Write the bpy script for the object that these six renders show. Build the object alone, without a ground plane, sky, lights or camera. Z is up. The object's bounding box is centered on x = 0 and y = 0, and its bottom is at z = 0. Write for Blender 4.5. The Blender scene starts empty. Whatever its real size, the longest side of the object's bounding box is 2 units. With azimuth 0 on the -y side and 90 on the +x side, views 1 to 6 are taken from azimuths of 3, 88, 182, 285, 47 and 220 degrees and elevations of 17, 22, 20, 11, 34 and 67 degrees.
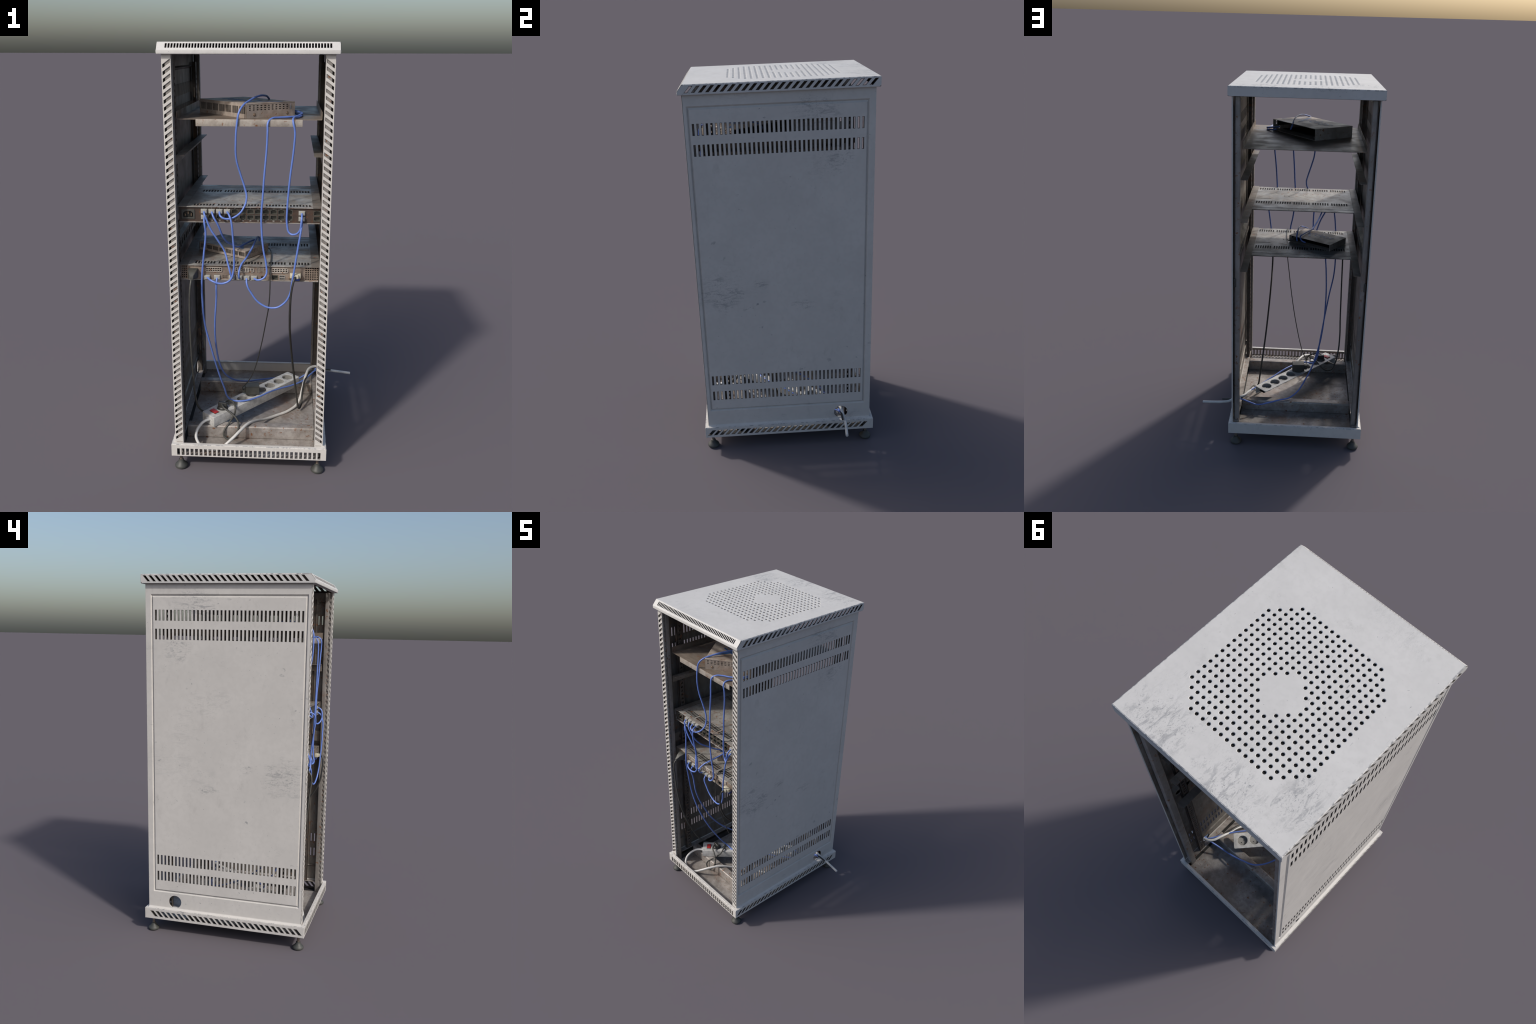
"""Weathered open server rack: vented steel cabinet with a shelf, a network switch, a rack
server, two small routers, a socket strip and loose cabling. Units metres, z up."""
import bpy, bmesh, math, random
from mathutils import Vector, Matrix
from mathutils.geometry import delaunay_2d_cdt

random.seed(7)
SC = bpy.context.scene.collection
CX = -0.0840            # the cabinet's own centre line in x (a cable sticks out on +x)


# ------------------------------------------------------------------ materials
class Nodes:
    def __init__(self, name):
        self.m = bpy.data.materials.new(name)
        self.m.use_nodes = True
        self.t = self.m.node_tree
        self.b = self.t.nodes["Principled BSDF"]
        self.co = self.add("ShaderNodeTexCoord").outputs["Object"]

    def add(self, kind, **kw):
        n = self.t.nodes.new(kind)
        for k, v in kw.items():
            setattr(n, k, v)
        return n

    def link(self, a, b):
        self.t.links.new(a, b)

    def put(self, sock, v):
        if isinstance(v, bpy.types.NodeSocket):
            self.link(v, sock)
        elif isinstance(v, tuple) and len(v) == 3 and sock.type == 'RGBA':
            sock.default_value = (*v, 1)
        else:
            sock.default_value = v

    def mapped(self, scale, loc=(0, 0, 0)):
        n = self.add("ShaderNodeMapping")
        self.link(self.co, n.inputs["Vector"])
        n.inputs["Scale"].default_value = scale
        n.inputs["Location"].default_value = loc
        return n.outputs[0]

    def noise(self, scale, detail=4, rough=0.55, vec=None, dist=0.0):
        n = self.add("ShaderNodeTexNoise")
        self.link(vec or self.co, n.inputs["Vector"])
        n.inputs["Scale"].default_value = scale
        n.inputs["Detail"].default_value = detail
        n.inputs["Roughness"].default_value = rough
        n.inputs["Distortion"].default_value = dist
        return n.outputs["Fac"]

    def step(self, fac, lo, hi, a=0.0, b=1.0):
        n = self.add("ShaderNodeMapRange", interpolation_type='SMOOTHSTEP')
        self.put(n.inputs["Value"], fac)
        for k, v in (("From Min", lo), ("From Max", hi), ("To Min", a), ("To Max", b)):
            n.inputs[k].default_value = v
        return n.outputs[0]

    def math(self, op, a, b=0.0):
        n = self.add("ShaderNodeMath", operation=op)
        self.put(n.inputs[0], a)
        self.put(n.inputs[1], b)
        return n.outputs[0]

    def mix(self, fac, a, b):
        n = self.add("ShaderNodeMix", data_type='RGBA')
        self.put(n.inputs[0], fac)
        self.put(n.inputs[6], a)
        self.put(n.inputs[7], b)
        return n.outputs[2]

    def bump(self, h, strength=0.2, dist=0.002):
        n = self.add("ShaderNodeBump")
        self.link(h, n.inputs["Height"])
        n.inputs["Strength"].default_value = strength
        n.inputs["Distance"].default_value = dist
        self.link(n.outputs[0], self.b.inputs["Normal"])

    def out(self, color, rough=0.5, metallic=0.0, spec=0.5):
        self.put(self.b.inputs["Base Color"], color)
        self.put(self.b.inputs["Roughness"], rough)
        self.put(self.b.inputs["Metallic"], metallic)
        self.b.inputs["Specular IOR Level"].default_value = spec
        return self.m


def painted_metal(name, tint, edges=None, blobs=()):
    """Old light paint: faint stains, clustered chips and scratches; `edges` = worn border rule."""
    n = Nodes(name)
    stain = n.step(n.noise(5, 6, 0.62), 0.35, 0.7)
    col = n.mix(stain, tuple(c * 0.93 for c in tint), tint)
    fine = n.step(n.noise(38, 5, 0.65), 0.42, 0.62)
    col = n.mix(n.math('MULTIPLY', fine, 0.35), col, tuple(c * 0.86 for c in tint))
    # clustered chips
    patch = n.step(n.noise(3.3, 3, 0.6, n.mapped((1, 1, 1), (3.1, 1.7, 0.4))), 0.53, 0.70)
    if blobs:
        patch = n.math('MULTIPLY', patch, 0.3)
    for c, r in blobs:              # places that got knocked and rubbed most
        d = n.add("ShaderNodeVectorMath", operation='LENGTH')
        n.link(n.mapped(tuple(1 / k if k else 0 for k in r), tuple(-a / k if k else 0 for a, k in zip(c, r))), d.inputs[0])
        rag = n.math('ADD', d.outputs["Value"], n.math('MULTIPLY', n.noise(14, 4, 0.7), 1.5))
        patch = n.math('MAXIMUM', patch, n.step(rag, 1.75, 1.05))
    wisp = n.math('ABSOLUTE', n.math('SUBTRACT', n.noise(30, 6, 0.75, n.mapped((1, 0.7, 1.6)), 1.2), 0.5))
    fleck = n.step(n.noise(120, 4, 0.75, n.mapped((1, 0.7, 1.3)), 0.8), 0.50, 0.62)
    chips = n.math('MAXIMUM', n.math('MULTIPLY', n.step(wisp, 0.03, 0.006), fleck), n.step(n.noise(75, 5, 0.75, n.mapped((1, 0.6, 1.4)), 0.6), 0.60, 0.66))
    if blobs:
        scuff = n.step(n.noise(42, 6, 0.78, n.mapped((1, 0.33, 1.25), (0.4, 0.2, 0.9)), 0.9), 0.50, 0.60)
        chips = n.math('MAXIMUM', chips, n.math('MULTIPLY', scuff, 0.55))
    smoke = n.step(n.noise(11, 6, 0.72, n.mapped((1, 1, 0.55), (0.3, 4.4, 6.1))), 0.56, 0.78)
    col = n.mix(n.math('MULTIPLY', smoke, 0.6), col, tuple(c * 0.68 for c in tint))
    specks = n.step(n.noise(110, 2, 0.5, None, 0.5), 0.725, 0.75)
    wear = n.math('MAXIMUM', n.math('MULTIPLY', n.math('MULTIPLY', patch, chips), 0.85), n.math('MULTIPLY', specks, 0.55))
    # rubbed scratches, short and diagonal
    scr = n.add("ShaderNodeMapping")
    n.link(n.co, scr.inputs["Vector"])
    scr.inputs["Rotation"].default_value = (0.5, 0.4, 0.7)
    scr.inputs["Scale"].default_value = (1, 0.22, 0.35)
    s = n.step(n.noise(70, 3, 0.6, scr.outputs[0]), 0.66, 0.70)
    p2 = n.step(n.noise(4.1, 2, 0.5, n.mapped((1, 1, 1), (7.3, 0, 2.2))), 0.5, 0.66)
    wear = n.math('MAXIMUM', wear, n.math('MULTIPLY', n.math('MULTIPLY', s, p2), 0.65))
    if edges:
        sep = n.add("ShaderNodeSeparateXYZ")
        n.link(n.co, sep.inputs[0])
        dx = n.math('ABSOLUTE', n.math('SUBTRACT', sep.outputs[0], CX))
        dy = n.math('ABSOLUTE', sep.outputs[1])
        near = n.math('MAXIMUM', n.step(dx, edges[0] - 0.005, edges[0]), n.step(dy, edges[1] - 0.005, edges[1]))
        near = n.math('MULTIPLY', near, n.step(sep.outputs[2], edges[2] - 0.008, edges[2] - 0.002))
        rag = n.step(n.noise(45, 5, 0.75), 0.49, 0.57)
        wear = n.math('MAXIMUM', wear, n.math('MULTIPLY', n.math('MULTIPLY', near, rag), 0.8))
    col = n.mix(wear, col, (0.15, 0.16, 0.175))
    n.bump(n.noise(28, 4, 0.6), 0.05, 0.003)
    return n.out(col, n.step(n.noise(9, 4), 0.3, 0.7, 0.42, 0.56), 0.0, 0.3)


def rusty_metal(name, base, dark, rust=(0.19, 0.076, 0.030), amount=0.5, spots=70, streak=(1, 1, 1), rough=0.5, metallic=0.25):
    """Dull bare sheet: cloudy greys, rust freckles and wider rusty bleeding."""
    n = Nodes(name)
    v = n.mapped(streak)
    col = n.mix(n.step(n.noise(7, 7, 0.68, v), 0.36, 0.64), dark, base)
    murk = n.step(n.noise(3.1, 6, 0.7, n.mapped(streak, (4.2, 8.8, 2.5))), 0.50, 0.66)
    col = n.mix(n.math('MULTIPLY', murk, 0.6), col, tuple(c * 0.55 for c in dark))
    fine = n.step(n.noise(45, 4, 0.6, v), 0.4, 0.66)
    col = n.mix(n.math('MULTIPLY', fine, 0.4), col, tuple(c * 0.7 for c in dark))
    bleed = n.step(n.noise(4.2, 5, 0.65, n.mapped((1, 1, 1), (2.2, 5.1, 1.3))), 0.63 - 0.13 * amount, 0.78 - 0.1 * amount)
    col = n.mix(n.math('MULTIPLY', bleed, 0.7), col, tuple(0.55 * a + 0.45 * b for a, b in zip(rust, dark)))
    area = n.step(n.noise(6, 3, 0.6, n.mapped((1, 1, 1), (9.2, 3.3, 4.7))), 0.50 - 0.14 * amount, 0.66)
    freck = n.step(n.noise(spots, 3, 0.6), 0.585, 0.65)
    few = n.step(n.noise(spots * 0.8, 2, 0.5, n.mapped((1, 1, 1), (1.9, 0.7, 5.5))), 0.67, 0.71)
    fr = n.math('MAXIMUM', n.math('MULTIPLY', freck, area), few)
    col = n.mix(n.math('MULTIPLY', fr, 0.9), col, rust)
    n.bump(n.noise(60, 4, 0.6), 0.08, 0.002)
    return n.out(col, n.step(n.noise(12, 4), 0.3, 0.7, rough - 0.1, rough + 0.12), metallic, 0.5)


def plain(name, color, rough=0.5, grime=0.12, metallic=0.0, spec=0.5):
    n = Nodes(name)
    f = n.step(n.noise(40, 4, 0.6), 0.35, 0.7)
    col = n.mix(f, color, tuple(c * (1 - grime) for c in color))
    return n.out(col, rough, metallic, spec)


WHITE = (0.555, 0.537, 0.512)
PAINT = painted_metal("chipped_white_paint", WHITE, None, [((0, -0.33, 0.95), (0, 0.15, 0.13)), ((0, 0.17, 1.85), (0, 0.15, 0.10)), ((0, 0.27, 1.62), (0, 0.09, 0.09)), ((0, -0.12, 0.99), (0, 0.05, 0.035)), ((0, 0.10, 0.86), (0, 0.09, 0.03))])
PAINT_ROOF = painted_metal("chipped_roof_paint", (0.55, 0.543, 0.53), (0.3725, 0.4655, 2.0), [((0.13, 0.40, 2.0), (0.17, 0.14, 0.022)), ((-0.19, 0.42, 2.0), (0.18, 0.13, 0.022)), ((-0.38, 0.30, 2.0), (0.10, 0.14, 0.022))])
PAINT_BASE = painted_metal("chipped_base_paint", WHITE, (0.373, 0.466, 0.1465))
INNER = rusty_metal("stained_inner_steel", (0.24, 0.225, 0.205), (0.125, 0.112, 0.098), amount=0.6, streak=(1, 1, 0.3))  # base greys darkened part way toward the cabinet's interior shade
POST = rusty_metal("grey_post_steel", (0.30, 0.28, 0.265), (0.22, 0.205, 0.19), amount=0.35, spots=55, streak=(1, 1, 0.4))
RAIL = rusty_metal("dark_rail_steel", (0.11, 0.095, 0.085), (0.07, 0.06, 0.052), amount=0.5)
FLOOR = rusty_metal("rusted_floor_sheet", (0.39, 0.365, 0.345), (0.25, 0.225, 0.205), amount=0.75, spots=60, rough=0.42)
SHELF = rusty_metal("stained_shelf_sheet", (0.24, 0.20, 0.165), (0.16, 0.13, 0.105), amount=0.6, streak=(0.35, 1, 1), rough=0.45)
LIP = rusty_metal("shelf_lip_steel", (0.42, 0.385, 0.345), (0.30, 0.265, 0.23), amount=0.5, spots=55)
SHEET = rusty_metal("dull_galvanised_sheet", (0.36, 0.35, 0.33), (0.22, 0.205, 0.185), amount=0.65, spots=60, rough=0.42, metallic=0.2)
BRACK = rusty_metal("bracket_steel", (0.24, 0.215, 0.19), (0.16, 0.14, 0.12), amount=0.45, streak=(0.4, 1, 1))
BROWN = rusty_metal("brown_switch_front", (0.062, 0.04, 0.03), (0.04, 0.026, 0.02), rust=(0.12, 0.045, 0.018), amount=0.5, metallic=0.0)
FRONT = rusty_metal("pitted_server_front", (0.30, 0.245, 0.20), (0.20, 0.155, 0.125), amount=0.6, spots=90)
CASE = rusty_metal("router_case_metal", (0.40, 0.345, 0.30), (0.28, 0.235, 0.20), amount=0.5, spots=80, metallic=0.05)
STRIP = plain("grey_white_plastic", (0.54, 0.535, 0.52), 0.42, 0.30)
CUP = plain("socket_grey_plastic", (0.31, 0.305, 0.29), 0.5, 0.2)
BLACK = plain("black_rubber", (0.035, 0.035, 0.033), 0.45, 0.2)
OLIVE = plain("dark_rubber_plug", (0.058, 0.058, 0.052), 0.5, 0.2)
PAINTED_SHADE = plain("painted_slot_shade", (0.055, 0.05, 0.045), 0.6, 0.3)  # near-black colour for occlusion shadow on slot edges and base walls
DARK = plain("dark_recess", (0.012, 0.011, 0.010), 0.7, 0.1)
RED = plain("red_rocker", (0.42, 0.035, 0.035), 0.3, 0.25)
BLUE = plain("blue_cable_jacket", (0.115, 0.195, 0.53), 0.38, 0.06)
WIRE = plain("white_cable_jacket", (0.56, 0.555, 0.54), 0.4, 0.08)
CLEAR = plain("pale_connector_plastic", (0.36, 0.36, 0.34), 0.3, 0.25)
PORT = plain("port_shell", (0.085, 0.085, 0.072), 0.4, 0.3)
FOOT = plain("grey_green_rubber", (0.05, 0.052, 0.048), 0.55, 0.15)
STEM = rusty_metal("foot_stem_steel", (0.24, 0.20, 0.17), (0.15, 0.12, 0.10), amount=0.6)
INK = plain("blue_print", (0.035, 0.10, 0.27), 0.45, 0.25)
PALE = plain("white_print", (0.5, 0.48, 0.45), 0.5, 0.2)
BEIGE = plain("beige_hood", (0.50, 0.47, 0.37), 0.45, 0.12)
VGA = plain("blue_socket", (0.05, 0.10, 0.42), 0.45, 0.2)
SCREW = plain("brass_screw", (0.33, 0.24, 0.17), 0.35, 0.2, 0.5)


# ------------------------------------------------------------------ mesh helpers
def finish(me, angle=0.6):
    me.shade_smooth()
    me.set_sharp_from_angle(angle=angle)
    return me


def box(x0, x1, y0, y1, z0, z1, bevel=0.0, seg=2):
    bm = bmesh.new()
    bmesh.ops.create_cube(bm, size=1.0)
    for v in bm.verts:
        v.co = Vector(((x0 + x1) / 2 + v.co.x * (x1 - x0), (y0 + y1) / 2 + v.co.y * (y1 - y0), (z0 + z1) / 2 + v.co.z * (z1 - z0)))
    if bevel:
        bmesh.ops.bevel(bm, geom=bm.edges[:], offset=bevel, segments=seg, profile=0.6, affect='EDGES')
    me = bpy.data.meshes.new("box")
    bm.to_mesh(me)
    bm.free()
    return me


def rect(u0, v0, u1, v1):
    return [(u0, v0), (u1, v0), (u1, v1), (u0, v1)]


def disc(u, v, r, n=12):
    return [(u + r * math.cos(2 * math.pi * i / n), v + r * math.sin(2 * math.pi * i / n)) for i in range(n)]


def rounded(u0, v0, u1, v1, r, n=5):
    pts = []
    for cu, cv, a in ((u1 - r, v1 - r, 0), (u0 + r, v1 - r, 90), (u0 + r, v0 + r, 180), (u1 - r, v0 + r, 270)):
        pts += [(cu + r * math.cos(math.radians(a + 90 * k / n)), cv + r * math.sin(math.radians(a + 90 * k / n))) for k in range(n + 1)]
    return pts


def offset_loop(loop, d):
    """Loop moved by d along its mitred outward normals (d > 0 grows it)."""
    area = sum(p[0] * q[1] - q[0] * p[1] for p, q in zip(loop, loop[1:] + loop[:1]))
    sgn = 1 if area > 0 else -1
    out = []
    for i, p in enumerate(loop):
        a, c = Vector(loop[i - 1]), Vector(loop[(i + 1) % len(loop)])
        p = Vector(p)
        e1, e2 = (p - a).normalized(), (c - p).normalized()
        n1, n2 = Vector((e1.y, -e1.x)) * sgn, Vector((e2.y, -e2.x)) * sgn
        m = n1 + n2
        k = min(2.5, 2.0 / max(m.length_squared, 1e-6) * 1.0)
        out.append(tuple(p + m * k * d))
    return out


def plate(outline, holes, thick, origin, U, V, bevel=0.0):
    """Flat sheet with cut-outs. (u, v) -> origin + u U + v V; the front face lies on the plane
    through origin, the sheet's thickness goes behind it (against U x V)."""
    ccw = lambda l: list(l) if sum(p[0] * q[1] - q[0] * p[1] for p, q in zip(l, l[1:] + l[:1])) > 0 else list(l)[::-1]
    outline = ccw(list(outline))
    holes = [ccw(list(h)) for h in holes]
    loops = [outline] + holes
    face_loops = [offset_loop(outline, -bevel)] + [offset_loop(h, bevel) for h in holes] if bevel else loops
    co, fa = [], []
    for l in face_loops:
        fa.append(list(range(len(co), len(co) + len(l))))
        co += [Vector(p) for p in l]
    vs, _, fs, ov, _, of = delaunay_2d_cdt(co, [], fa, 0, 1e-7)
    ring = {}
    for i, src in enumerate(ov):
        for q in src:
            ring[q] = i
    bm = bmesh.new()
    front = [bm.verts.new((v.x, v.y, 0)) for v in vs]
    rear = [bm.verts.new((v.x, v.y, -thick)) for v in vs]
    for f, src in zip(fs, of):
        if list(src) == [0]:
            bm.faces.new([front[i] for i in f])
            bm.faces.new([rear[i] for i in reversed(f)])
    for l, ids in zip(loops, fa):
        cols = [[front[ring[i]] for i in ids]]
        if bevel:
            cols.append([bm.verts.new((p[0], p[1], -bevel)) for p in l])
            cols.append([bm.verts.new((p[0], p[1], bevel - thick)) for p in l])
        cols.append([rear[ring[i]] for i in ids])
        for p, q in zip(cols, cols[1:]):
            for i in range(len(l)):
                j = (i + 1) % len(l)
                bm.faces.new((p[i], p[j], q[j], q[i]))
    me = bpy.data.meshes.new("sheet")
    bm.to_mesh(me)
    bm.free()
    U, V = Vector(U).normalized(), Vector(V).normalized()
    N = U.cross(V)
    M = Matrix((U, V, N)).transposed().to_4x4()
    M.translation = Vector(origin)
    me.transform(M)
    return me


def lathe(profile, n=24):
    bm = bmesh.new()
    rings = []
    for r, z in profile:
        rings.append([bm.verts.new((r * math.cos(2 * math.pi * i / n), r * math.sin(2 * math.pi * i / n), z)) for i in range(n)])
    for a, b in zip(rings[:-1], rings[1:]):
        for i in range(n):
            bm.faces.new((a[i], a[(i + 1) % n], b[(i + 1) % n], b[i]))
    bm.faces.new(list(reversed(rings[0])))
    bm.faces.new(rings[-1])
    me = bpy.data.meshes.new("lathe")
    bm.to_mesh(me)
    bm.free()
    return me


def moved(me, loc=(0, 0, 0), rot=(0, 0, 0), scale=(1, 1, 1)):
    from mathutils import Euler
    me.transform(Matrix.LocRotScale(Vector(loc), Euler(rot), Vector(scale)))
    return me


def merge(parts):
    bm = bmesh.new()
    for p in parts:
        bm.from_mesh(p)
        bpy.data.meshes.remove(p)
    bmesh.ops.recalc_face_normals(bm, faces=bm.faces[:])
    me = bpy.data.meshes.new("part")
    bm.to_mesh(me)
    bm.free()
    return me


def add(name, parts, mat, parent=None, angle=0.6, inner=None):
    me = merge(parts if isinstance(parts, list) else [parts])
    me.name = name
    me.materials.append(mat)
    for k, (rule, other) in enumerate(inner or []):      # faces with another finish, picked by a rule
        me.materials.append(other)
        for f in me.polygons:
            if rule(f.center, f.normal):
                f.material_index = k + 1
    finish(me, angle)
    ob = bpy.data.objects.new(name, me)
    SC.objects.link(ob)
    if parent:
        ob.parent = parent
    return ob


def twin(ob, loc=(0, 0, 0), rot=(0, 0, 0), scale=(1, 1, 1), parent=None):
    c = ob.copy()
    SC.objects.link(c)
    c.location, c.rotation_euler, c.scale = loc, rot, scale
    if parent:
        c.parent = parent
    return c


def cable(name, pts, r, mat, parent, ends=None):
    cu = bpy.data.curves.new(name, 'CURVE')
    cu.dimensions = '3D'
    cu.bevel_depth = r
    cu.bevel_resolution = 3
    cu.resolution_u = 8
    cu.use_fill_caps = True
    sp = cu.splines.new('BEZIER')
    sp.bezier_points.add(len(pts) - 1)
    for b, p in zip(sp.bezier_points, pts):
        b.co = p
        b.handle_left_type = b.handle_right_type = 'AUTO'
    ob = bpy.data.objects.new(name, cu)
    SC.objects.link(ob)
    me = bpy.data.meshes.new_from_object(ob.evaluated_get(bpy.context.evaluated_depsgraph_get()))
    bpy.data.objects.remove(ob)
    bpy.data.curves.remove(cu)
    me.materials.append(mat)
    me.name = name
    finish(me, 1.2)
    ob = bpy.data.objects.new(name, me)
    SC.objects.link(ob)
    ob.parent = parent
    return ob


def writing(text, size, origin, U, V, depth=0.0006, shear=0.0, align='CENTER'):
    cu = bpy.data.curves.new("writing", 'FONT')
    cu.body = text
    cu.size = size
    cu.extrude = depth / 2
    cu.shear = shear
    cu.align_x = align
    cu.resolution_u = 3
    ob = bpy.data.objects.new("writing", cu)
    SC.objects.link(ob)
    me = bpy.data.meshes.new_from_object(ob.evaluated_get(bpy.context.evaluated_depsgraph_get()))
    bpy.data.objects.remove(ob)
    bpy.data.curves.remove(cu)
    U, V = Vector(U).normalized(), Vector(V).normalized()
    M = Matrix((U, V, U.cross(V))).transposed().to_4x4()
    M.translation = Vector(origin)
    me.transform(M)
    return me


def empty(name, label, category, loc=(0, 0, 0)):
    e = bpy.data.objects.new(name, None)
    SC.objects.link(e)
    e.location = loc
    e["label"], e["category"] = label, category
    return e


X, Y, Zv = Vector((1, 0, 0)), Vector((0, 1, 0)), Vector((0, 0, 1))
rack = empty("server_rack", "worn white vented steel server rack with tangled blue cables", "server rack")


# ------------------------------------------------------------------ side panels
def slot_row(n, u0, u1, w, v0, v1):
    step = (u1 - w - u0) / (n - 1)
    return [rect(u0 + i * step, v0, u0 + i * step + w, v1) for i in range(n)]


GROOVE_OUT = (-0.4305, 0.242, 0.4178, 1.8985)
GROOVE_IN = (-0.4200, 0.2545, 0.4065, 1.8845)
ROWS = ((1.7625, 1.8185), (1.6640, 1.7200), (0.4070, 0.4630), (0.3120, 0.3670))


def side_panel(side):
    xo = CX + side * 0.3567
    org, U, V = (xo, 0, 0), (0, side, 0), (0, 0, 1)
    f = lambda loop: [(side * a, b) for a, b in loop]
    t = 0.0046
    frame = plate(f(rect(-0.4475, 0.143, 0.4480, 1.952)), [f(rect(*GROOVE_OUT)), f(disc(0.2878, 0.1903, 0.0372, 32))], t, org, U, V, 0.0007)
    slots = []
    for v0, v1 in ROWS:
        slots += slot_row(38, -0.410, 0.3945, 0.0107, v0, v1)
    sheet = plate(f(rect(*GROOVE_IN)), [f(offset_loop(s, -0.0019)) for s in slots], t, org, U, V, 0.0019)
    # pressed V groove between frame and field
    a, b = GROOVE_OUT, GROOVE_IN
    mid = tuple((p + q) / 2 for p, q in zip(a, b))
    bm = bmesh.new()
    loops = []
    for r, d in ((a, 0.0005), (mid, 0.0080), (b, 0.0012), (b, 0.0030), (mid, 0.0100), (a, 0.0030)):
        loops.append([bm.verts.new((xo - side * d, y, z)) for y, z in rect(*r)])
    for p, q in zip(loops, loops[1:] + loops[:1]):
        for i in range(4):
            bm.faces.new((p[i], p[(i + 1) % 4], q[(i + 1) % 4], q[i]))
    g = bpy.data.meshes.new("groove")
    bm.to_mesh(g)
    bm.free()
    ob = add("side_panel", [frame, sheet, g], PAINT, rack, 0.5,
             inner=[(lambda c, nrm: nrm.x * side < -0.3 and (c.x - xo) * side < -0.0008, INNER),
                    (lambda c, nrm: abs(nrm.x) < 0.9 and -0.4125 < c.y < 0.397 and any(a - 0.002 < c.z < b + 0.002 for a, b in ROWS), PAINTED_SHADE)])
    ring = moved(lathe([(0.0372, 0), (0.0372, 0.007), (0.0400, 0.0085), (0.0372, 0.0086)], 32), (xo - side * 0.0005, 0.2878, 0.1903), (0, -side * math.pi / 2, 0))
    bm = bmesh.new()
    bm.from_mesh(ring)
    bmesh.ops.delete(bm, geom=[f for f in bm.faces if len(f.verts) > 4], context='FACES')
    bm.to_mesh(ring)
    bm.free()
    add("cable_opening", [ring], RAIL, ob)
    # pressed stiffener with round openings, behind the field
    yc = [-0.358 + 0.054 * k for k in range(14)]
    xf = CX + side * 0.335
    hat = [plate(f(rect(-0.40, 1.063, 0.40, 1.121)), [f(disc(y, 1.0895, 0.0165, 20)) for y in yc], 0.002, (xf, 0, 0), (0, -side, 0), V)]
    hat[0].transform(Matrix.Identity(4))
    for z0, z1 in ((1.121, 1.137), (1.063, 1.037)):
        bm = bmesh.new()
        q = [(xf, -0.40, z0), (xf, 0.40, z0), (xf + side * 0.0190, 0.40, z1), (xf + side * 0.0190, -0.40, z1)]
        vs = [bm.verts.new(p) for p in q] + [bm.verts.new(Vector(p) + Vector((side * 0.002, 0, 0))) for p in q]
        for i in range(4):
            bm.faces.new((vs[i], vs[(i + 1) % 4], vs[4 + (i + 1) % 4], vs[4 + i]))
        bm.faces.new(vs[:4])
        bm.faces.new(vs[4:])
        m = bpy.data.meshes.new("slope")
        bm.to_mesh(m)
        bm.free()
        hat.append(m)
    add("panel_stiffener", hat, INNER, rack)
    # perforated mounting rails
    for y0, y1 in ((-0.347, -0.309), (0.311, 0.348)):
        zs = [0.175 + 0.0262 * k for k in range(65)]
        xr = CX + side * 0.325
        yh = (y0 + y1) / 2
        p = plate([(-side * y, z) for y, z in rect(y0, 0.15, y1, 1.912)], [[(-side * y, z) for y, z in rect(yh - 0.0075, z - 0.006, yh + 0.0075, z + 0.006)] for z in zs],
                  0.002, (xr, 0, 0), (0, -side, 0), V)
        flo, fhi = sorted((xr, CX + side * 0.3450))
        add("mounting_rail", [p, box(flo, fhi, y0, y0 + 0.002, 0.15, 1.912), box(flo, fhi, y1 - 0.002, y1, 0.15, 1.912)], RAIL, rack)


for s in (-1, 1):
    side_panel(s)


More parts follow.
